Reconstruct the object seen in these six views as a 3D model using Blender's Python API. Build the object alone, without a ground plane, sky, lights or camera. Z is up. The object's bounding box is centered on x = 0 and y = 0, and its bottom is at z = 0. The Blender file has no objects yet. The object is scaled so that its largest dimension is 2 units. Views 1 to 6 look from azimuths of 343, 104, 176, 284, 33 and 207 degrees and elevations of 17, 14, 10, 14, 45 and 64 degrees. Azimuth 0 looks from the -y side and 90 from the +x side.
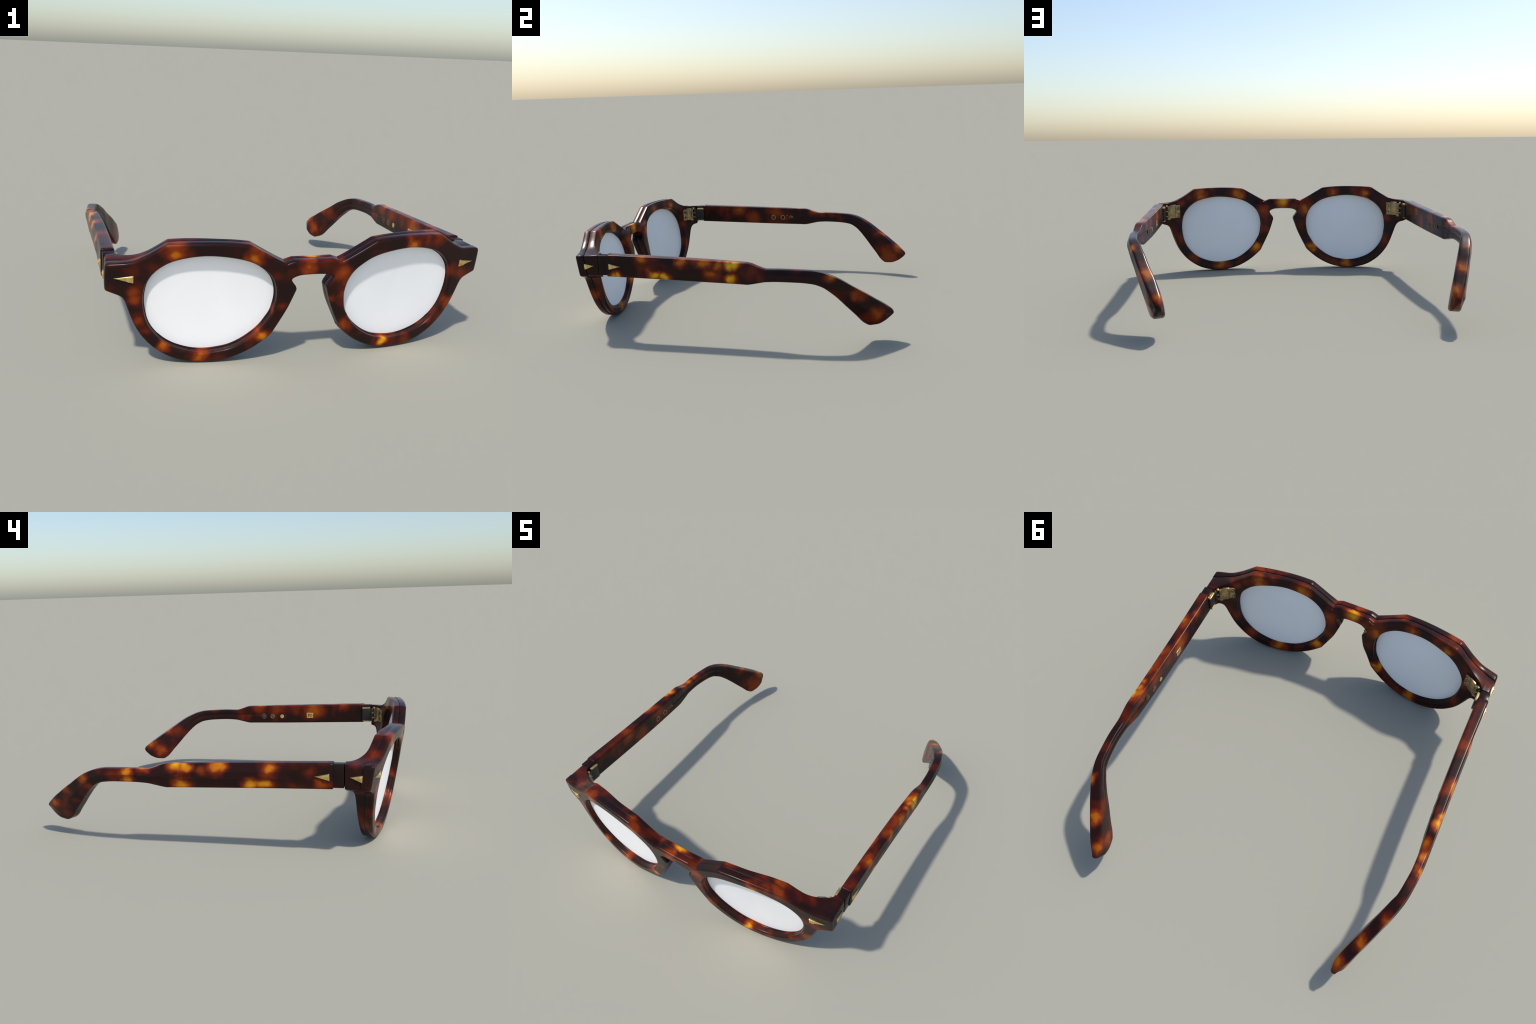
"""Tortoiseshell acetate eyeglasses, built part by part."""
import bpy, bmesh, math
import numpy as np
from mathutils import Vector, Matrix

# ------------------------------------------------------------------ helpers
def pchip(xs, ys, x):
    """Monotone cubic interpolation (no overshoot)."""
    xs, ys, x = map(lambda a: np.asarray(a, float), (xs, ys, x))
    h = np.diff(xs); d = np.diff(ys) / h
    m = np.zeros_like(ys); m[0], m[-1] = d[0], d[-1]
    for i in range(1, len(xs) - 1):
        if d[i - 1] * d[i] > 0:
            w1, w2 = 2 * h[i] + h[i - 1], h[i] + 2 * h[i - 1]
            m[i] = (w1 + w2) / (w1 / d[i - 1] + w2 / d[i])
    k = np.clip(np.searchsorted(xs, x) - 1, 0, len(xs) - 2)
    t = (x - xs[k]) / h[k]
    return ((1 + 2 * t) * (1 - t) ** 2 * ys[k] + t * (1 - t) ** 2 * h[k] * m[k]
            + t * t * (3 - 2 * t) * ys[k + 1] + t * t * (t - 1) * h[k] * m[k + 1])

def smoothstep(a, b, x):
    t = np.clip((np.asarray(x, float) - a) / (b - a), 0, 1)
    return t * t * (3 - 2 * t)

def catmull(P, n, closed=False):
    """Centripetal-ish Catmull-Rom through P with n samples per span."""
    P = np.asarray(P, float); out = []
    N = len(P); spans = N if closed else N - 1
    for i in range(spans):
        if closed:
            p0, p1, p2, p3 = P[i - 1], P[i], P[(i + 1) % N], P[(i + 2) % N]
        else:
            p1, p2 = P[i], P[i + 1]
            p0 = P[i - 1] if i else 2 * p1 - p2
            p3 = P[i + 2] if i + 2 < N else 2 * p2 - p1
        L = np.linalg.norm(p2 - p1)
        m1 = (p2 - p0) / max(np.linalg.norm(p2 - p1) + np.linalg.norm(p1 - p0), 1e-9) * L
        m2 = (p3 - p1) / max(np.linalg.norm(p3 - p2) + np.linalg.norm(p2 - p1), 1e-9) * L
        for t in np.arange(n) / n:
            out.append((2*t**3 - 3*t*t + 1) * p1 + (t**3 - 2*t*t + t) * m1 + (3*t*t - 2*t**3) * p2 + (t**3 - t*t) * m2)
    if not closed: out.append(P[-1])
    return np.array(out)

def finish(me, angle=32):
    me.validate(); me.update()
    for p in me.polygons: p.use_smooth = True
    me.set_sharp_from_angle(angle=math.radians(angle))

def make(name, verts, faces, mat, parent=None, angle=32, fix=True):
    me = bpy.data.meshes.new(name)
    me.from_pydata([tuple(map(float, v)) for v in verts], [], faces)
    if fix:
        bm = bmesh.new(); bm.from_mesh(me)
        bmesh.ops.remove_doubles(bm, verts=bm.verts, dist=1e-5)
        bmesh.ops.recalc_face_normals(bm, faces=bm.faces)
        bm.to_mesh(me); bm.free()
    finish(me, angle)
    ob = bpy.data.objects.new(name, me)
    bpy.context.scene.collection.objects.link(ob)
    if mat: me.materials.append(mat)
    if parent: ob.parent = parent
    return ob

def bm_object(name, bm, mat, parent, angle=32):
    bmesh.ops.recalc_face_normals(bm, faces=bm.faces)
    me = bpy.data.meshes.new(name); bm.to_mesh(me); bm.free()
    finish(me, angle); me.materials.append(mat)
    ob = bpy.data.objects.new(name, me)
    bpy.context.scene.collection.objects.link(ob); ob.parent = parent
    return ob

def loft(rings, closed_ring=True, caps=True):
    """rings: list of equal-length point arrays."""
    V = np.concatenate(rings); n = len(rings[0]); F = []
    for i in range(len(rings) - 1):
        for j in range(n if closed_ring else n - 1):
            k = (j + 1) % n
            F.append((i*n + j, i*n + k, (i+1)*n + k, (i+1)*n + j))
    if caps:
        F.append(tuple(range(n))); F.append(tuple(range((len(rings)-1)*n, len(rings)*n)))
    return V, F

# ------------------------------------------------------------------ materials
def nodes(name):
    m = bpy.data.materials.new(name); m.use_nodes = True
    nt = m.node_tree; bs = nt.nodes["Principled BSDF"]
    return m, nt, bs

def ramp_colors(nt, stops):
    r = nt.nodes.new("ShaderNodeValToRGB"); e = r.color_ramp.elements
    while len(e) > 1: e.remove(e[-1])
    e[0].position, e[0].color = stops[0][0], (*stops[0][1], 1)
    for p, c in stops[1:]:
        k = e.new(p); k.color = (*c, 1)
    return r

TORTOISE = [(0.0, (.0120, .0054, .0052)), (.16, (.024, .0062, .0048)), (.34, (.080, .0100, .0036)),
            (.60, (.225, .034, .0030)), (.80, (.50, .145, .004)), (1.0, (.76, .36, .008))]

def tortoise(name, blobs, shape, seed=0.0, base=.44, glow=(.76, .36, .008), dark=()):
    """Acetate: near-black brown with soft amber clouds. blobs = (x, y, z, radius, strength)."""
    m, nt, bs = nodes(name)
    N, L = nt.nodes.new, nt.links.new
    tc = N("ShaderNodeTexCoord")
    nz = N("ShaderNodeTexNoise"); nz.noise_dimensions = '4D'
    nz.inputs["W"].default_value = seed; nz.inputs["Scale"].default_value = 11; nz.inputs["Detail"].default_value = 2; nz.inputs["Roughness"].default_value = .55
    L(tc.outputs["Object"], nz.inputs["Vector"])
    sub = N("ShaderNodeVectorMath"); sub.operation = 'SUBTRACT'; sub.inputs[1].default_value = (.5, .5, .5)
    L(nz.outputs["Color"], sub.inputs[0])
    mad = N("ShaderNodeVectorMath"); mad.operation = 'MULTIPLY_ADD'; mad.inputs[1].default_value = (.085, .085, .085)
    L(sub.outputs[0], mad.inputs[0]); L(tc.outputs["Object"], mad.inputs[2])
    cloud = N("ShaderNodeTexNoise"); cloud.noise_dimensions = '4D'
    cloud.inputs["W"].default_value = seed + 3.3; cloud.inputs["Scale"].default_value = 9; cloud.inputs["Detail"].default_value = 1.5
    L(tc.outputs["Object"], cloud.inputs["Vector"])
    mr = N("ShaderNodeMapRange"); mr.inputs["From Min"].default_value = .40; mr.inputs["From Max"].default_value = .68
    mr.inputs["To Max"].default_value = base; L(cloud.outputs["Fac"], mr.inputs["Value"])
    acc = mr.outputs["Result"]
    for (x, y, z, r, s) in blobs:
        if z > (.575 if seed < 2 else .4865): s *= .86                # patches centred near the upper edges are weaker
        if y > .6: s *= .80 if s < .62 else .93                       # tips are plainer
        rx, ry, rz = (k if k < .1 else k*r*1.16 for k in shape)
        a = N("ShaderNodeVectorMath"); a.operation = 'SUBTRACT'; a.inputs[1].default_value = (x, y, z)
        L(mad.outputs[0], a.inputs[0])
        b = N("ShaderNodeVectorMath"); b.operation = 'DIVIDE'; b.inputs[1].default_value = (rx, ry, rz)
        L(a.outputs[0], b.inputs[0])
        c = N("ShaderNodeVectorMath"); c.operation = 'LENGTH'; L(b.outputs[0], c.inputs[0])
        d = N("ShaderNodeMapRange"); d.interpolation_type = 'SMOOTHSTEP'
        d.inputs["From Min"].default_value = .18; d.inputs["From Max"].default_value = 2.05
        d.inputs["To Min"].default_value = s; d.inputs["To Max"].default_value = 0
        L(c.outputs["Value"], d.inputs["Value"])
        mx = N("ShaderNodeMath"); mx.operation = 'SMOOTH_MAX'; mx.inputs[2].default_value = .16
        L(acc, mx.inputs[0]); L(d.outputs["Result"], mx.inputs[1]); acc = mx.outputs[0]
    for (x, y, z, r, s) in dark:                                  # nearly black stretches
        a = N("ShaderNodeVectorMath"); a.operation = 'DISTANCE'; a.inputs[1].default_value = (x, y, z)
        L(mad.outputs[0], a.inputs[0])
        d = N("ShaderNodeMapRange"); d.interpolation_type = 'SMOOTHSTEP'
        d.inputs["From Min"].default_value = .5*r; d.inputs["From Max"].default_value = 1.3*r
        d.inputs["To Min"].default_value = 1-s; d.inputs["To Max"].default_value = 1
        L(a.outputs["Value"], d.inputs["Value"])
        mu = N("ShaderNodeMath"); mu.operation = 'MULTIPLY'; L(acc, mu.inputs[0]); L(d.outputs["Result"], mu.inputs[1]); acc = mu.outputs[0]
    r = ramp_colors(nt, TORTOISE[:-1] + [(1.0, glow)]); L(acc, r.inputs["Fac"]); L(r.outputs["Color"], bs.inputs["Base Color"])
    rn = N("ShaderNodeTexNoise"); rn.inputs["Scale"].default_value = 30; L(tc.outputs["Object"], rn.inputs["Vector"])
    rr = N("ShaderNodeMapRange"); rr.inputs["To Min"].default_value = .22; rr.inputs["To Max"].default_value = .30
    L(rn.outputs["Fac"], rr.inputs["Value"]); L(rr.outputs["Result"], bs.inputs["Roughness"])
    bs.inputs["IOR"].default_value = 1.5; bs.inputs["Specular IOR Level"].default_value = .15
    return m

def gold(name, c1=(.83, .60, .25), c2=(.60, .40, .14), rough=.3):
    m, nt, bs = nodes(name)
    tc = nt.nodes.new("ShaderNodeTexCoord"); nz = nt.nodes.new("ShaderNodeTexNoise")
    nz.inputs["Scale"].default_value = 45; nz.inputs["Detail"].default_value = 3
    nt.links.new(tc.outputs["Object"], nz.inputs["Vector"])
    r = ramp_colors(nt, [(.3, c2), (.65, c1)]); nt.links.new(nz.outputs["Fac"], r.inputs["Fac"])
    nt.links.new(r.outputs["Color"], bs.inputs["Base Color"])
    bs.inputs["Metallic"].default_value = .9; bs.inputs["Roughness"].default_value = rough
    return m

def plain(name, col, rough=.5, metallic=0.0):
    m, nt, bs = nodes(name)
    tc = nt.nodes.new("ShaderNodeTexCoord"); nz = nt.nodes.new("ShaderNodeTexNoise")
    nz.inputs["Scale"].default_value = 6; nt.links.new(tc.outputs["Object"], nz.inputs["Vector"])
    r = ramp_colors(nt, [(.3, tuple(c * .97 for c in col)), (.7, col)])
    nt.links.new(nz.outputs["Fac"], r.inputs["Fac"]); nt.links.new(r.outputs["Color"], bs.inputs["Base Color"])
    bs.inputs["Roughness"].default_value = rough; bs.inputs["Metallic"].default_value = metallic
    return m

# amber clouds: centre x, y, z, radius, strength (0 dark ... 1 yellow)
FRONT_BLOBS = [
    (-0.626, -0.94, 0.541, 0.033, 0.74), (-0.618, -0.916, 0.588, 0.035, 0.66), (-0.802, -0.888, 0.369, 0.029, 0.55),
    (-0.793, -0.885, 0.324, 0.03, 0.58), (-0.782, -0.874, 0.213, 0.023, 0.5), (-0.746, -0.876, 0.174, 0.021, 0.4),
    (-0.668, -0.88, 0.09, 0.028, 0.7), (-0.496, -0.898, 0.027, 0.033, 0.68), (-0.483, -0.876, 0.062, 0.029, 0.6), (-0.215, -0.937, 0.136, 0.026, 0.85),
    (-0.239, -0.915, 0.159, 0.019, 0.62), (-0.129, -0.96, 0.29, 0.021, 0.42), (-0.177, -0.929, 0.269, 0.019, 0.45),
    (-0.295, -0.979, 0.534, 0.033, 0.73), (-0.304, -0.961, 0.58, 0.029, 0.62), (-0.029, -0.984, 0.475, 0.037, 0.7),
    (-0.016, -0.969, 0.499, 0.023, 0.62), (0.138, -0.977, 0.435, 0.038, 0.62), (0.161, -0.963, 0.329, 0.019, 0.52),
    (0.11, -0.963, 0.312, 0.024, 0.46), (0.194, -0.942, 0.162, 0.03, 0.62), (0.424, -0.908, 0.038, 0.03, 1), (0.549, -0.89, 0.017, 0.027, 0.44),
    (0.777, -0.875, 0.214, 0.03, 0.62), (0.749, -0.872, 0.234, 0.021, 0.46), (0.431, -0.883, 0.065, 0.026, 0.66), (0.685, -0.875, 0.129, 0.024, 0.4),
    (0.754, -0.899, 0.398, 0.026, 0.45), (0.498, -0.961, 0.556, 0.032, 0.76), (0.571, -0.952, 0.569, 0.037, 0.46),
    (0.613, -0.876, 0.553, 0.045, 0.8), (0.337, -0.91, 0.554, 0.046, 0.78), (0.146, -0.908, 0.434, 0.042, 0.74), (0.14, -0.896, 0.328, 0.038, 0.46),
    (0.208, -0.873, 0.16, 0.034, 0.88), (0.764, -0.843, 0.502, 0.034, 0.42), (0.771, -0.826, 0.373, 0.03, 0.42), (0.763, -0.812, 0.238, 0.034, 0.44),
    (0.664, -0.813, 0.096, 0.042, 0.58), (0.456, -0.836, 0.032, 0.042, 0.82), (0.002, -0.918, 0.488, 0.044, 0.98),
    (-0.147, -0.908, 0.433, 0.042, 0.74), (-0.134, -0.896, 0.327, 0.038, 0.47), (-0.208, -0.872, 0.152, 0.034, 0.96),
    (-0.388, -0.906, 0.556, 0.038, 0.75), (-0.613, -0.875, 0.547, 0.038, 0.84), (-0.461, -0.835, 0.029, 0.042, 0.82),
    (-0.763, -0.828, 0.377, 0.027, 0.5), (0.637, -0.929, 0.585, 0.05, 0.64), (-0.637, -0.938, 0.584, 0.048, 0.64),
    (-0.27, -0.975, 0.56, 0.04, 0.55), (0.747, -0.846, 0.498, 0.023, 0.6), (0.798, -0.84, 0.229, 0.029, 0.6), (-0.603, -0.934, 0.587, 0.029, 0.66),
    ]
TEMPLE_P_BLOBS = [
    (0.862, -0.541, 0.488, 0.035, 0.7), (0.92, -0.452, 0.485, 0.035, 0.78), (0.921, -0.211, 0.47, 0.031, 0.78), (0.922, -0.066, 0.472, 0.036, 0.8),
    (0.926, 0.085, 0.461, 0.031, 1), (0.926, 0.122, 0.462, 0.03, 1), (0.924, 0.02, 0.464, 0.026, 0.75), (0.922, -0.649, 0.387, 0.027, 0.95),
    (0.921, -0.609, 0.388, 0.027, 0.9), (0.92, -0.375, 0.39, 0.032, 0.97), (0.92, -0.308, 0.386, 0.032, 0.97), (0.926, 0.097, 0.383, 0.033, 0.97),
    (0.922, -0.021, 0.41, 0.036, 0.68), (0.899, -0.432, 0.497, 0.032, 0.62), (0.898, -0.221, 0.491, 0.026, 0.6), (0.914, -0.111, 0.487, 0.047, 0.64),
    (0.889, 0.658, 0.396, 0.027, 0.8), (0.838, 0.793, 0.288, 0.033, 0.66), (0.782, 0.919, 0.157, 0.05, 0.7), (0.803, 0.867, 0.127, 0.033, 0.5),
    (0.862, -0.307, 0.458, 0.061, 0.66), (0.864, -0.034, 0.46, 0.049, 0.52), (0.867, 0.118, 0.458, 0.041, 0.52), (0.728, 0.886, 0.15, 0.043, 0.7),
    (0.894, -0.447, 0.497, 0.036, 0.64), (0.896, -0.092, 0.487, 0.034, 0.62), (0.897, 0.115, 0.48, 0.039, 0.72), (0.892, -0.662, 0.502, 0.024, 0.55),
    (0.8, 0.818, 0.301, 0.044, 0.8), (0.713, 0.943, 0.208, 0.038, 0.76),]
TEMPLE_M_BLOBS = [
    (-0.862, -0.364, 0.465, 0.036, 0.65), (-0.862, -0.251, 0.406, 0.048, 0.58), (-0.864, -0.055, 0.455, 0.047, 0.6),
    (-0.725, 0.893, 0.149, 0.076, 0.64), (-0.708, 0.952, 0.2, 0.038, 0.72), (-0.862, -0.36, 0.465, 0.045, 0.62), (-0.926, 0.12, 0.458, 0.034, 0.98),
    (-0.926, 0.079, 0.451, 0.028, 0.92), (-0.926, 0.101, 0.376, 0.037, 0.85), (-0.922, -0.089, 0.466, 0.039, 0.82),
    (-0.923, -0.008, 0.447, 0.025, 0.55), (-0.929, 0.41, 0.43, 0.029, 0.84), (-0.929, 0.401, 0.389, 0.029, 0.8), (-0.876, 0.696, 0.37, 0.027, 0.68),
    (-0.888, 0.669, 0.328, 0.027, 0.64), (-0.772, 0.935, 0.195, 0.032, 0.76), (-0.851, 0.761, 0.223, 0.025, 0.56),
    (-0.815, 0.846, 0.231, 0.029, 0.5), (-0.833, 0.804, 0.282, 0.025, 0.5), (-0.804, 0.864, 0.124, 0.039, 0.5), (-0.922, -0.112, 0.464, 0.028, 0.8),
    (-0.92, -0.371, 0.474, 0.03, 0.82), (-0.92, -0.274, 0.385, 0.033, 0.95), (-0.92, -0.336, 0.387, 0.033, 0.95), (-0.922, -0.632, 0.394, 0.032, 0.62),
    (-0.917, -0.359, 0.448, 0.033, 0.52), (-0.921, -0.563, 0.455, 0.032, 0.42), (-0.895, -0.36, 0.495, 0.032, 0.58),
    (-0.903, -0.076, 0.487, 0.031, 0.68), (-0.902, 0.248, 0.457, 0.032, 0.68), (-0.907, 0.315, 0.443, 0.03, 0.76),
    (-0.902, 0.399, 0.441, 0.027, 0.6), (-0.872, 0.685, 0.39, 0.03, 0.74), (-0.8, 0.818, 0.301, 0.042, 0.8), (-0.722, 0.943, 0.211, 0.034, 0.76),
    ]
FRONT_DARK = [(.885, -.85, .44, .065, .92), (-.885, -.85, .44, .065, .92), (-.11, -.95, .37, .075, .8), (-.47, -.97, .57, .09, .75),
    (.22, -.96, .52, .07, .8), (.40, -.97, .57, .05, .6), (.30, -.91, .05, .06, .7), (-.33, -.90, .04, .05, .6), (-.72, -.87, .13, .045, .6),
    (.80, -.87, .30, .055, .7), (.13, -.93, .24, .05, .7), (-.80, -.84, .28, .05, .6)]
FRONT_SHAPE, TEMPLE_SHAPE = (1.0, .028, 1.0), (.030, 1.15, .85)     # depth axis is absolute

mat_front = tortoise("tortoiseshell_front", FRONT_BLOBS, FRONT_SHAPE, 1.0, .44, (.76, .36, .008), FRONT_DARK)
mat_tem = {1: tortoise("tortoiseshell_temple_a", TEMPLE_P_BLOBS, TEMPLE_SHAPE, 5.0, .40, (.74, .47, .010), [(.91, -.70, .44, .075, .9), (.91, -.57, .46, .06, .7), (.92, .36, .41, .10, .6)]), -1: tortoise("tortoiseshell_temple_b", TEMPLE_M_BLOBS, TEMPLE_SHAPE, 9.0, .40, (.76, .36, .008), [(-.91, -.71, .44, .07, .9), (-.91, -.50, .43, .05, .6), (-.87, .55, .40, .06, .6)])}
mat_gold = gold("polished_brass")
mat_hinge = gold("aged_brass", (.47, .34, .17), (.25, .17, .08), .38)
mat_dark = plain("dark_screw_slot", (.03, .02, .012), .4, .5)
mat_lens = plain("opaque_white_lens", (.985, .985, .986), .5)
mat_foil = gold("worn_foil", (.34, .24, .11), (.13, .08, .04), .45)

# ------------------------------------------------------------------ root
root = bpy.data.objects.new("eyeglasses", None)
bpy.context.scene.collection.objects.link(root)
root["label"] = "tortoiseshell eyeglasses with white lenses and brass rivets"
root["category"] = "eyeglasses"

# ------------------------------------------------------------------ front frame
Y0, C2, C4, TILT = -.9885, .1425, -.0080, -.1500
def surf(x, z): return Y0 + C2*x*x + C4*x**4 + TILT*(z - .43)
def direction(x, z):
    """Extrusion direction: surface normal, turning straight back at the end pieces."""
    n = np.array([-(2*C2*x + 4*C4*x**3), 1.0, .01 + .10*float(smoothstep(.25, .50, z))]); n /= np.linalg.norm(n)
    b = np.array([-.03*np.sign(x), 1.0, .045]); b /= np.linalg.norm(b)
    w = smoothstep(.80, .88, abs(x)); d = n*(1-w) + b*w
    return d / np.linalg.norm(d)
def S3(p, d):
    return np.array([p[0], surf(p[0], p[1]), p[1]]) + d * direction(p[0], p[1])

THICK, JOINT_Y = .078, -.737
def depth_back(p):
    x, z = p
    u = np.clip((x - .738) / .130, 0, 1)
    g = 1 - math.sqrt(max(0, 1 - u*u))
    full = (JOINT_Y - surf(x, z)) / direction(x, z)[1]
    t = THICK - .006*(1 - smoothstep(.04, .25, z))
    t += .012*smoothstep(.42, .60, x)*smoothstep(.38, .47, z)                                   # outer brow swells to the rear
    t += .014*smoothstep(.05, .10, x)*(1 - smoothstep(.13, .25, x))*smoothstep(.20, .32, z)*(1 - smoothstep(.46, .50, z))   # nose pads
    return float(t + (full - t) * g)
def depth_seam(p): return .042 + .010 * smoothstep(.83, .89, p[0])

CENTER = np.array([.465, .292])
HOLE = catmull([(.763,.325),(.755,.385),(.736,.428),(.706,.464),(.674,.489),(.640,.507),(.598,.520),(.54,.531),(.478,.5345),
    (.41,.529),(.335,.515),(.284,.497),(.243,.472),(.212,.447),(.190,.418),(.173,.377),(.167,.33),(.171,.29),(.181,.247),
    (.200,.212),(.225,.174),(.262,.136),(.316,.096),(.37,.070),(.42,.0585),(.478,.052),(.535,.056),(.585,.069),(.635,.090),
    (.68,.122),(.722,.170),(.745,.215),(.758,.268)], 8, True)
hang = np.unwrap(np.arctan2(HOLE[:,1]-CENTER[1], HOLE[:,0]-CENTER[0]))
hrad = np.linalg.norm(HOLE-CENTER, axis=1)
HA = np.concatenate([hang-2*math.pi, hang, hang+2*math.pi]); HR = np.tile(hrad, 3)
def hole_pt(a):
    r = np.interp(a, HA, HR); return CENTER + r*np.array([math.cos(a), math.sin(a)])
def hole_n(a):
    t = hole_pt(a+.02) - hole_pt(a-.02); n = np.array([-t[1], t[0]]); return n/np.linalg.norm(n)   # into the opening

# outline pieces, counter-clockwise seen from the front with +x to the right, each piece smooth, joints are corners
PIECES = [
    [(0,.497),(.05,.4975),(.096,.4975)],                                  # bridge top (walked outward)
    [(.096,.4975),(.108,.494),(.134,.4845)],
    [(.134,.4845),(.18,.508),(.25,.5475),(.292,.5715)],
    [(.292,.5715),(.303,.577),(.318,.5795)],
    [(.318,.5795),(.38,.5855),(.47,.5885),(.58,.5865),(.652,.5825)],
    [(.652,.5825),(.664,.581),(.674,.575)],
    [(.674,.575),(.735,.535),(.772,.515),(.806,.500),(.835,.493),(.87,.490),(.903,.4875)],
    [(.903,.4875),(.912,.4855),(.916,.477)],
    [(.916,.477),(.918,.43),(.918,.382)],
    [(.918,.382),(.916,.371),(.905,.365)],
    [(.905,.365),(.885,.357),(.862,.347),(.848,.338),(.838,.325),(.830,.306),(.815,.257),(.792,.197),(.761,.142),(.715,.089),(.663,.050),
     (.610,.024),(.545,.0085),(.48,.0045),(.41,.0105),(.34,.030),(.268,.0665),(.222,.100),(.186,.131)],
    [(.186,.131),(.177,.141),(.169,.157)],
    [(.169,.157),(.141,.211),(.112,.272),(.093,.323),(.083,.352)],
    [(.083,.352),(.080,.362),(.083,.373)],
    [(.083,.373),(.094,.387),(.103,.400),(.1065,.4105),(.103,.419),(.093,.4265),(.067,.4355),(.034,.4385),(0,.439)],
]
pts = []
for P in PIECES:
    c = catmull(P, 5)
    pts += list(c[:-1])
pts.append(np.array([0, .439]))
OUT = np.array(pts)
# resample long spans
seg = np.linalg.norm(np.diff(OUT, axis=0), axis=1); cum = np.concatenate([[0], np.cumsum(seg)])
keep = [cum[0]]
for i in range(len(seg)):
    k = max(1, int(math.ceil(seg[i] / .009)))
    keep += [cum[i] + seg[i]*j/k for j in range(1, k+1)]
keep = np.array(keep)
OUT = np.stack([np.interp(keep, cum, OUT[:,0]), np.interp(keep, cum, OUT[:,1])], 1)
# drop near duplicates
sel = [0]
for i in range(1, len(OUT)):
    if np.linalg.norm(OUT[i]-OUT[sel[-1]]) > .0016: sel.append(i)
if sel[-1] != len(OUT)-1: sel[-1] = len(OUT)-1
OUT = OUT[sel]; n_out = len(OUT); OUT0 = OUT.copy()
tan = np.zeros_like(OUT); tan[1:-1] = OUT[2:]-OUT[:-2]; tan[0] = (1,0); tan[-1] = (-1,0)
tan /= np.linalg.norm(tan, axis=1)[:,None]
ONRM = np.stack([-tan[:,1], tan[:,0]], 1)                  # walking clockwise -> left side is outward
OUT = OUT + ONRM*.0058; OUT[:,1] += .0010                   # control points sit on the rounded edge, the silhouette a little outside
OUT[0,0] = OUT[-1,0] = 0.0
# angle of the matching opening point; hand-guided round the keyhole and bridge
cumo = np.concatenate([[0], np.cumsum(np.linalg.norm(np.diff(OUT, axis=0), axis=1))])
ang = np.unwrap(np.arctan2(OUT[:,1]-CENTER[1], OUT[:,0]-CENTER[0]))
def near(p): return int(np.argmin(np.linalg.norm(OUT0-np.array(p), axis=1)))
i_notch, i_tip = near((.134,.4845)), near((.080,.362))
D = math.radians
ctl = [(0, D(152.6)), (near((.096,.4975)), D(151.2)), (i_notch, ang[i_notch])]
for i in range(i_notch+1): ang[i] = np.interp(cumo[i], [cumo[c[0]] for c in ctl], [c[1] for c in ctl])
base = ang[i_tip]
ctl = [(i_tip, base), (near((.1065,.4105)), D(161.5)-2*math.pi), (near((.093,.4265)), D(158.5)-2*math.pi), (near((.067,.4355)), D(156.6)-2*math.pi), (n_out-1, D(155.2)-2*math.pi)]
for i in range(i_tip, n_out): ang[i] = np.interp(cumo[i], [cumo[c[0]] for c in ctl], [c[1] for c in ctl])
# close the loop on the mirror plane with inner points of the bridge
rows = [(OUT[i], ONRM[i], ang[i], True) for i in range(n_out)]
for t, a in ((.33, D(154.4)-2*math.pi), (.66, D(153.5)-2*math.pi)):
    rows.append((np.array([0, .4342*(1-t)+.5038*t]), np.array([0., 0.]), a, False))
NR = 26
def arc(k): return [math.pi/2*j/k for j in range(k+1)]
RF, RB0, INS = .0120, .0090, .0025
front_rows = []
for (O, no, a, wall) in rows:
    RB = RB0 - .005*smoothstep(.82, .87, O[0])
    H, nh = hole_pt(a), hole_n(a)
    P = []
    # opening wall (from the middle lip forward), then the front fillet, face, outer fillet
    P += [(H + nh*.0065, .0445), (H + nh*.0065, .038), (H + nh*.0052, .0355), (H + nh*.0018, .0345), (H + nh*.0012, .022), (H, .0205)]
    P += [(H - nh*RF*(1-math.cos(t)), RF*(1-math.sin(t))) for t in arc(4)]
    A, B = H - nh*RF, O - no*RF
    P += [(A*(1-j/NR)+B*j/NR, 0.0) for j in range(1, NR)]
    ds, db = depth_seam(O), depth_back(O)
    if wall: P += [(O - no*RF*(1-math.sin(t)), RF*(1-math.cos(t))) for t in arc(4)]
    else: P += [(B, 0.0)]*5
    P += [(O, ds-.0030), (O - no*.0012, ds-.0008), (O - no*.0058, ds), (O - no*(INS+.0010), ds+.0012), (O - no*INS, ds+.004)]
    if wall: P += [(O - no*(INS+RB*(1-math.cos(t))), db - RB*(1-math.sin(t))) for t in arc(4)]
    else: P += [(O, db)]*5
    A2, B2 = O - no*(INS+RB), H - nh*RB
    for j in range(1, NR):
        q = A2*(1-j/NR)+B2*j/NR; P.append((q, depth_back(q)))
    hb = depth_back(H - nh*RB)
    P += [(H - nh*RB*(1-math.sin(t)), hb - RB*(1-math.cos(t))) for t in arc(4)]
    P += [(H, THICK-.018), (H + nh*.001, THICK-.0195), (H + nh*.0052, THICK-.021), (H + nh*.0065, THICK-.0235)]
    front_rows.append([S3(q, d) for q, d in P])
n = len(front_rows[0]); M = len(front_rows)
V = [v for r in front_rows for v in r]; F = []
w0 = 6 + 5 + NR - 1            # first outer fillet index
w1 = w0 + 5 + 5 + 4            # last outer fillet index on the back
for i in range(M):
    i2 = (i+1) % M
    open_edge = not (rows[i][3] and rows[i2][3]) or (i == n_out-1)
    for j in range(n):
        k = (j+1) % n
        if open_edge and w0 <= j < w1: continue
        F.append((i*n+j, i*n+k, i2*n+k, i2*n+j))
bm = bmesh.new()
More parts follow.
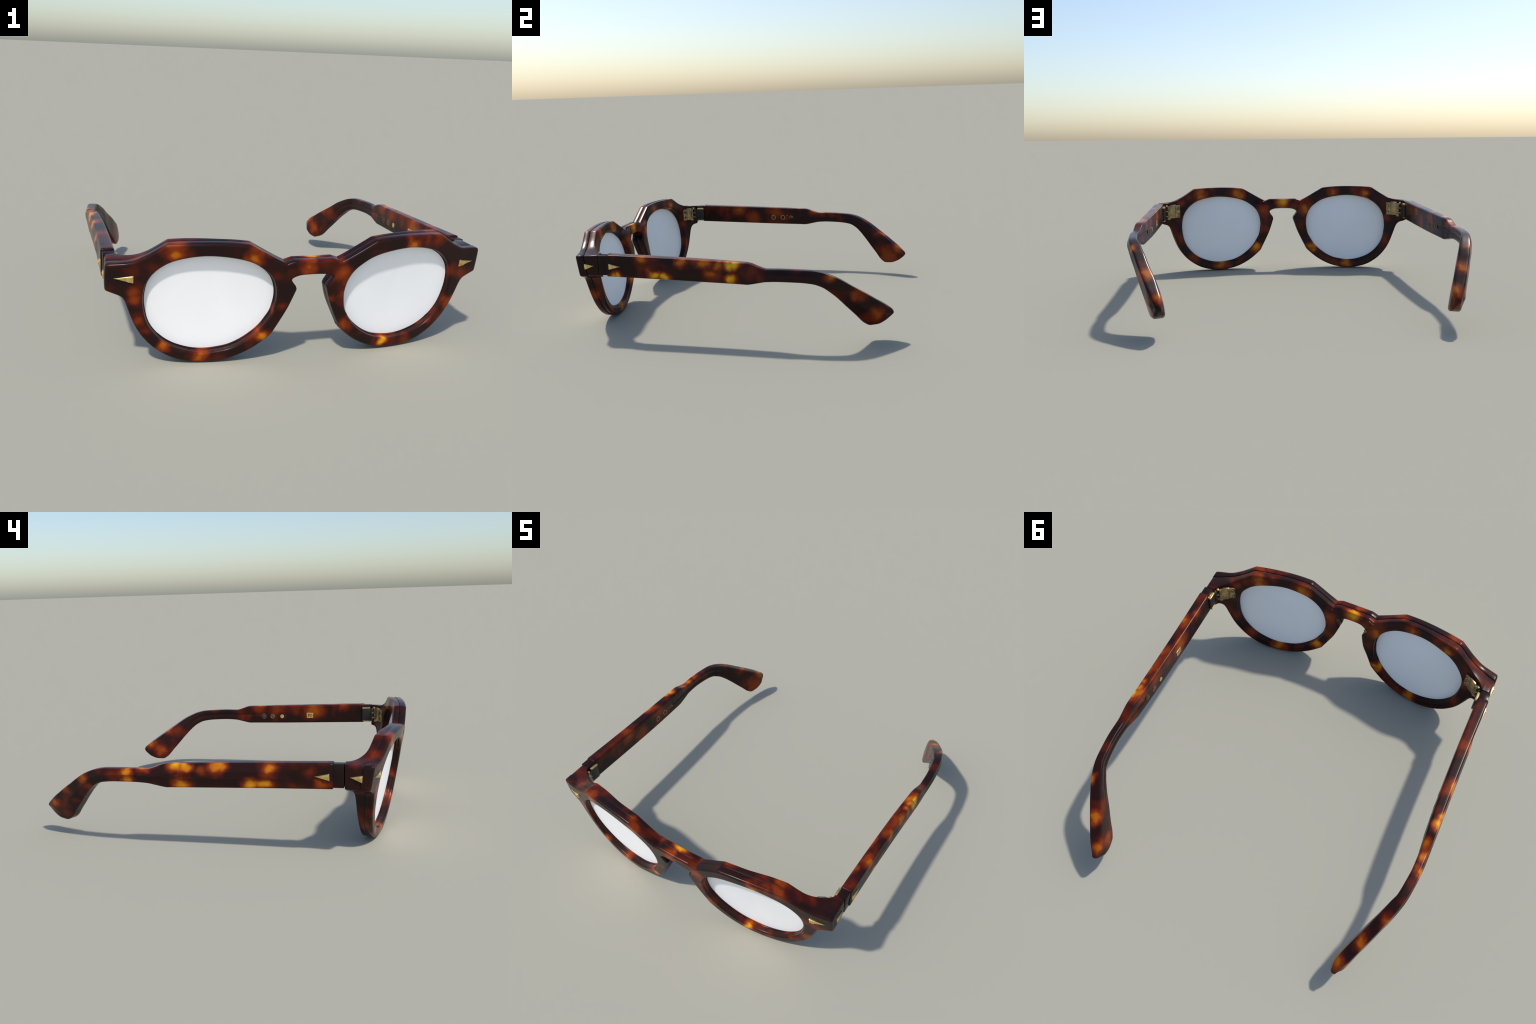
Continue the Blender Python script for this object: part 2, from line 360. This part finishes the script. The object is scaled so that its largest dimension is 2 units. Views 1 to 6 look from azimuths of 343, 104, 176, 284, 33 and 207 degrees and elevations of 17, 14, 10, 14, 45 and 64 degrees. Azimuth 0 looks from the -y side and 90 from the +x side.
for sx in (1, -1):
    vs = [bm.verts.new((v[0]*sx if abs(v[0]) > 1e-4 else 0.0, v[1], v[2])) for v in V]
    for f in F:
        q = [vs[i] for i in f]
        try: bm.faces.new(q if sx > 0 else q[::-1])
        except ValueError: pass
bmesh.ops.remove_doubles(bm, verts=bm.verts, dist=2e-5)
bmesh.ops.dissolve_degenerate(bm, edges=bm.edges, dist=1e-6)
front = bm_object("front_frame", bm, mat_front, root, 38)

# ------------------------------------------------------------------ lenses
def lens(side):
    rings = []
    A = np.linspace(0, 2*math.pi, 96, endpoint=False)
    fr = [0.0, .2, .4, .6, .75, .87, .95, 1.0]
    def pt(a, f, d):
        H = hole_pt(a) + hole_n(a)*.004
        q = CENTER + (H-CENTER)*f
        v = S3(q, d - .016*(q[1]-CENTER[1]) - .035*max(q[0]-CENTER[0], 0)); return (side*v[0], v[1], v[2])
    dome = lambda f: .008*(1-f*f)            # flatter than the frame's own curve
    V = [pt(0, 0, .041 + dome(0))]; F = []
    layers = [(f, .041 + dome(f)) for f in fr[1:]] + [(f, .048 + dome(f)) for f in fr[:0:-1]]
    for f, d in layers: V += [pt(a, f, d) for a in A]
    V.append(pt(0, 0, .048 + dome(0)))
    m = len(A)
    for j in range(m): F.append((0, 1+j, 1+(j+1) % m))
    for i in range(len(layers)-1):
        for j in range(m):
            k = (j+1) % m
            F.append((1+i*m+j, 1+i*m+k, 1+(i+1)*m+k, 1+(i+1)*m+j))
    e = len(V)-1; o = 1+(len(layers)-1)*m
    for j in range(m): F.append((o+j, o+(j+1) % m, e))
    return make("lens", V, F, mat_lens, root, 50)
for s in (1, -1): lens(s)

# ------------------------------------------------------------------ temples
ST_Y = [-.682, -.37, -.09, .10, .172, .186, .205, .25, .30, .37, .48, .555, .605, .66, .70, .735, .78, .83, .86, .90, .945, .975, .992, 1.0]
ST_X = [.925, .923, .925, .929, .9305, .931, .9315, .933, .934, .9335, .926, .918, .907, .891, .876, .863, .844, .822, .809, .792, .772, .757, .747, .741]
ST_W = [0.0635, 0.0605, 0.058, 0.0545, 0.052, 0.051, 0.0495, 0.048, 0.0455, 0.0455, 0.0475, 0.049, 0.056, 0.059, 0.06, 0.061, 0.062, 0.064, 0.065, 0.065, 0.063, 0.047, 0.036, 0.02]
ST_T = [0.5048, 0.4968, 0.4888, 0.4818, 0.4793, 0.4783, 0.475, 0.459, 0.4465, 0.4475, 0.444, 0.439, 0.428, 0.406, 0.385, 0.362, 0.33, 0.297, 0.276, 0.248, 0.218, 0.196, 0.181, 0.168]
ST_B = [0.3715, 0.3645, 0.3575, 0.3535, 0.3515, 0.351, 0.3535, 0.3625, 0.3715, 0.3745, 0.3715, 0.3625, 0.3425, 0.2975, 0.2545, 0.2135, 0.1625, 0.1055, 0.0905, 0.093, 0.111, 0.132, 0.148, 0.159]
def temple_section(y, inset=0.0):
    """Cross-section ring at station y for the +x side."""
    x, w, t, b = (float(pchip(ST_Y, s, y)) for s in (ST_X, ST_W, ST_T, ST_B))
    e = .004; dx = float(pchip(ST_Y, ST_X, min(y+e, 1)) - pchip(ST_Y, ST_X, max(y-e, -.682))) / (min(y+e, 1)-max(y-e, -.682))
    nx = np.array([1.0, -dx]); nx /= np.linalg.norm(nx)
    ww = w - 2*inset; h = t - b - 2*inset; hw, hh = ww/2, h/2; zc = (t+b)/2
    r = min(.011 + .006*smoothstep(.84, .95, y), hw*.8, hh*.8)
    tip = smoothstep(.45, .75, y)
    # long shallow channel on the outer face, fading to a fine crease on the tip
    rib = smoothstep(-.47, -.36, y)*(1-smoothstep(.95, 1.0, y))            # low roof-shaped ridge along the outer face
    rh = rib*(.0105 - .0025*smoothstep(.15, .3, y) + .002*tip)
    rw = .013*(1-smoothstep(.10, .24, y)) + .0015                  # flat land on top of the ridge
    lip = .0016*rib*(1-smoothstep(.15, .28, y))
    gi = .0045*smoothstep(.02, .16, y)*(1-smoothstep(.5, .8, y))
    bulge = .003*tip*(1-smoothstep(.93, 1.0, y))
    goff = .004 - .002*tip
    ring = []; lean = .17*tip
    def put(u, v): ring.append((u, v))
    nv = 28
    for j in range(nv+1):                                   # outer face, bottom to top
        s = -1 + 2*j/nv; s = s*.75 + .25*s**3
        v = s*(hh-r); q = abs(v-goff); span = max(hh-r-abs(goff), .006)
        roof = 1 - min(1, max(0, q-rw)/max(span-rw, .004))
        put(hw + rh*roof - lip*math.exp(-(q/(rw+.001))**6), v)
    for k in range(1, 5): a = math.pi/2*k/5; put(hw-r+r*math.cos(a), hh-r+r*math.sin(a))
    for j in range(5): put((hw-r)*(1-2*j/4), hh)
    for k in range(1, 5): a = math.pi/2*k/5; put(-hw+r-r*math.sin(a), hh-r+r*math.cos(a))
    for j in range(nv+1):
        s = 1 - 2*j/nv; s = s*.75 + .25*s**3
        v = s*(hh-r); q = v/(.010+.4*hh*0)
        put(-hw - bulge*.6*(1-s*s) + gi*math.exp(-q*q), v)
    for k in range(1, 5): a = math.pi/2*k/5; put(-hw+r-r*math.cos(a), -hh+r-r*math.sin(a))
    for j in range(5): put((hw-r)*(-1+2*j/4), -hh)
    for k in range(1, 5): a = math.pi/2*k/5; put(hw-r+r*math.sin(a), -hh+r-r*math.cos(a))
    cx, cy = x - nx[0]*w/2, y - nx[1]*w/2*0
    return [(cx + (u - lean*(hh - v))*nx[0], y + u*nx[1]*(1-smoothstep(.9, 1.0, y)), zc + v) for u, v in ring]
ys = list(np.linspace(-.6775, -.40, 14)) + list(np.linspace(-.38, .12, 26)) + list(np.linspace(.13, .34, 30)) + list(np.linspace(.35, .6, 26)) + list(np.linspace(.61, .92, 44)) + list(1.0-.075*(1-np.sin(np.linspace(0.02, math.pi/2, 14))))
RINGS = [temple_section(-.6775, .0045), temple_section(-.6765, .0018)] + [temple_section(y) for y in ys[0:]]
RINGS[0] = [(p[0], p[1]-.0045, p[2]) for p in RINGS[0]]; RINGS[1] = [(p[0], p[1]-.0042, p[2]) for p in RINGS[1]]
TV, TF = loft([np.array(r) for r in RINGS])
def rounded_box(bm, lo, hi, bev=.003, seg=2):
    r = bmesh.ops.create_cube(bm, size=1.0)
    lo, hi = Vector(lo), Vector(hi)
    for v in r["verts"]:
        v.co = Vector([(lo[i]+hi[i])/2 + v.co[i]*(hi[i]-lo[i]) for i in range(3)])
    ed = list({e for v in r["verts"] for e in v.link_edges})
    if bev: bmesh.ops.bevel(bm, geom=ed, offset=bev, segments=seg, affect='EDGES', profile=.5)
def cylinder(bm, c, axis, r, l, seg=24, bev=0.0):
    axis = Vector(axis).normalized()
    rot = Vector((0,0,1)).rotation_difference(axis).to_matrix().to_4x4()
    res = bmesh.ops.create_cone(bm, cap_ends=True, segments=seg, radius1=r, radius2=r, depth=l, matrix=Matrix.Translation(c) @ rot)
    if bev:
        ed = [e for e in {e for v in res["verts"] for e in v.link_edges} if any(len(f.verts) > 4 for f in e.link_faces)]
        bmesh.ops.bevel(bm, geom=ed, offset=bev, segments=2, affect='EDGES', profile=.5)
temples = {}
for s in (1, -1):
    # the tips toe in slightly
    t = make("temple", [((v[0] - .0048*smoothstep(.45, .8, v[1]))*s, v[1], v[2]) for v in TV], TF, mat_tem[s], root, 40)
    temples[s] = t
    # short end block between temple and joint
    bm = bmesh.new()
    rounded_box(bm, (.866, -.7355, .379), (.9195, -.674, .4985), .0030, 2)
    if s < 0: bmesh.ops.transform(bm, matrix=Matrix.Scale(-1, 4, (1,0,0)), verts=bm.verts)
    bm_object("temple_end_block", bm, mat_tem[s], t, 40)

# ------------------------------------------------------------------ arrow rivets
def arrow_rivet(parent, base_top, base_bot, tip, out):
    bt, bb, tp, out = map(Vector, (base_top, base_bot, tip, out)); out.normalize()
    bm = bmesh.new()
    low = [bm.verts.new(p - out*.008) for p in (bt, bb, tp)]
    mid = [bm.verts.new(p + out*.004) for p in (bt, bb, tp)]
    c = (bt+bb+tp)/3
    top = [bm.verts.new(p.lerp(c, k) + out*h) for p, k, h in ((bt, .16, .0085), (bb, .16, .0085), (tp, .22, .006))]
    for A, B in ((low, mid), (mid, top)):
        for i in range(3):
            k = (i+1) % 3; bm.faces.new((A[i], A[k], B[k], B[i]))
    bm.faces.new(low); bm.faces.new(top)
    bmesh.ops.bevel(bm, geom=bm.edges[:], offset=.0014, segments=2, affect='EDGES', profile=.5, clamp_overlap=True)
    ob = bm_object("arrow_rivet", bm, mat_gold, parent, 35)
    # round pin end and its thin scored line
    m = (bt+bb)/2; ctr = m.lerp(tp, .22)
    bm = bmesh.new(); cylinder(bm, ctr + out*.0046, out, .0125, .010, 28, .0012)
    bm_object("rivet_pin", bm, mat_gold, ob, 35)
    return ob
for s in (1, -1):
    m = lambda p: (p[0]*s, p[1], p[2])
    def fs(x, z): v = S3((x, z), 0); return m(v)
    nrm = direction(.83, .43); 
    arrow_rivet(front, fs(.801, .444), fs(.801, .408), fs(.885, .430), m(-nrm))
    arrow_rivet(front, m((.920, -.827, .447)), m((.920, -.825, .409)), m((.919, -.764, .4355)), (s, 0, 0))
    arrow_rivet(temples[s], m((.9245, -.664, .453)), m((.9245, -.666, .415)), m((.924, -.590, .436)), (s, 0, 0))

# ------------------------------------------------------------------ hinges
mat_leaf = plain("dark_hinge_leaf", (.016, .010, .008), .38)
def box_object(name, lo, hi, mat, parent, s, bev=.002):
    bm = bmesh.new(); rounded_box(bm, lo, hi, bev, 2)
    if s < 0: bmesh.ops.transform(bm, matrix=Matrix.Scale(-1, 4, (1,0,0)), verts=bm.verts)
    return bm_object(name, bm, mat, parent, 35)
for s in (1, -1):
    m = lambda p: (p[0]*s, p[1], p[2])
    def back(x, z, d): v = S3((x, z), depth_back((x, z)) + d); return np.array(m(v))
    # screwed plate on the back of the end piece, following its surface
    bm = bmesh.new()
    def slab(x0, x1, z0, z1, d0, d1, bev):
        vs = [bm.verts.new(back(x, z, d)) for d in (d0, d1) for x, z in ((x0, z0), (x1, z0), (x1, z1), (x0, z1))]
        fs = [bm.faces.new([vs[i] for i in f]) for f in ((0,1,2,3), (4,5,6,7), (0,1,5,4), (1,2,6,5), (2,3,7,6), (3,0,4,7))]
        bmesh.ops.bevel(bm, geom=list({e for f in fs for e in f.edges}), offset=bev, segments=2, affect='EDGES', profile=.5)
    slab(.773, .818, .388, .4745, -.006, .013, .004)
    slab(.806, .840, .386, .4790, -.006, .019, .005)
    plate = bm_object("hinge_plate", bm, mat_hinge, root, 35)
    for z in (.4085, .4530):
        c = Vector(back(.7895, z, .0135)); o = Vector(back(.7895, z, .03)) - c
        bm = bmesh.new(); cylinder(bm, c, o, .0118, .006, 24, .0018)
        sc = bm_object("screw", bm, mat_hinge, plate, 35)
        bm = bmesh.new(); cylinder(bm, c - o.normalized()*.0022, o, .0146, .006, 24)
        bm_object("screw_seat", bm, mat_dark, sc, 35)
        bm = bmesh.new(); cylinder(bm, c + o.normalized()*.0028, o, .0048, .0012, 6)
        bm_object("screw_socket", bm, mat_dark, sc, 35)
    # barrel: five knuckles with dark gaps, alternately wide and narrow
    zc = .384
    for k, h in enumerate((.0215, .011, .021, .011, .0255)):
        bm = bmesh.new(); cylinder(bm, Vector(m((.8355, -.775, zc + h/2))), (0,0,1), .0175 if k % 2 == 0 else .0160, h, 28, .0016)
        bm_object("hinge_knuckle", bm, mat_hinge, plate, 35); zc += h + .0015
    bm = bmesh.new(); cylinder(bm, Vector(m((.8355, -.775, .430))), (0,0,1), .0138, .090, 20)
    bm_object("hinge_core", bm, mat_dark, plate, 35)
    bm = bmesh.new(); cylinder(bm, Vector(m((.8455, -.758, .4835))), (0,0,1), .0082, .012, 20, .0022)
    bm_object("hinge_pin", bm, mat_gold, plate, 35)
    # leaf let into the inner side of the end block: dark face, brass rim
    T = temples[s]
    box_object("hinge_leaf", (.8520, -.744, .3865), (.867, -.671, .4745), mat_leaf, T, s, .003)
    box_object("leaf_rim", (.8495, -.728, .4725), (.872, -.672, .4845), mat_gold, T, s, .003)
    box_object("leaf_rim", (.8495, -.752, .388), (.866, -.742, .478), mat_hinge, T, s, .003)
    box_object("leaf_rim", (.8505, -.735, .3795), (.868, -.674, .387), mat_hinge, T, s, .0025)
    box_object("hinge_shoulder", (.8465, -.770, .3870), (.868, -.733, .4715), mat_leaf, T, s, .004)
    # neck of the leaf reaching the barrel
    box_object("leaf_tongue", (.836, -.780, .4065), (.862, -.742, .4165), mat_hinge, T, s, .002)
    box_object("leaf_tongue", (.836, -.780, .4415), (.862, -.742, .4515), mat_hinge, T, s, .002)

# ------------------------------------------------------------------ worn foil marks on the inner side of the temples
def inner_x(y): return float(pchip(ST_Y, ST_X, y) - pchip(ST_Y, ST_W, y))
def mark(s, y, z, r, inner=None, sides=24, squash=1.0, mat=None, turn=0.0, cut=1.0):
    """Thin raised disc, ring or part of a ring on the inner face."""
    bm = bmesh.new(); x = inner_x(y); full = cut >= 1.0; n = sides if full else sides + 1
    def ring(rad, xx):
        A = [turn + 2*math.pi*cut*i/sides for i in range(n)]
        return [bm.verts.new((s*xx, y + rad*math.cos(a), z + squash*rad*math.sin(a))) for a in A]
    lvl = [(r, x+.001), (r, x-.0010), (r*.92, x-.0016)] + ([(inner*1.06, x-.0016), (inner, x-.0010), (inner, x+.001)] if inner else [])
    R = [ring(*l) for l in lvl]
    for a, b in zip(R, R[1:]):
        for i in range(sides): bm.faces.new((a[i], a[(i+1) % n], b[(i+1) % n], b[i]))
    if not inner: bm.faces.new(R[-1])
    return bm_object("foil_mark", bm, mat or mat_foil, temples[s], 40)
mat_dim = gold("rubbed_foil", (.20, .13, .09), (.10, .06, .045), .42)
# right-hand temple: three round stamps and a small square plaque
mark(1, .072, .4065, .0205, .0145, mat=mat_dim); mark(1, .072, .4065, .012, mat=mat_dim)
mark(1, .005, .407, .0175, .0125, mat=mat_foil); mark(1, .005, .407, .0115, mat=mat_dim)
mark(1, -.069, .407, .0145, mat=mat_gold); mark(1, -.083, .407, .017, .0145, mat=mat_dim, turn=1.9, cut=.42)
mark(1, -.282, .418, .034, .019, sides=4, squash=.80, mat=mat_gold, turn=math.pi/4); mark(1, -.284, .414, .0105, .005, mat=mat_gold, sides=14)
# left-hand temple: worn round characters
mark(-1, -.072, .410, .0195, .0125, squash=1.1); mark(-1, -.068, .413, .007, mat=mat_dim)
mark(-1, .005, .410, .0195, .0125, squash=1.05); mark(-1, .040, .4245, .010, sides=4, squash=.35, mat=mat_foil, turn=math.pi/4)
mark(-1, .073, .404, .0185, .0125, squash=1.15, turn=0.0, cut=.5); mark(-1, .074, .409, .006, mat=mat_dim)
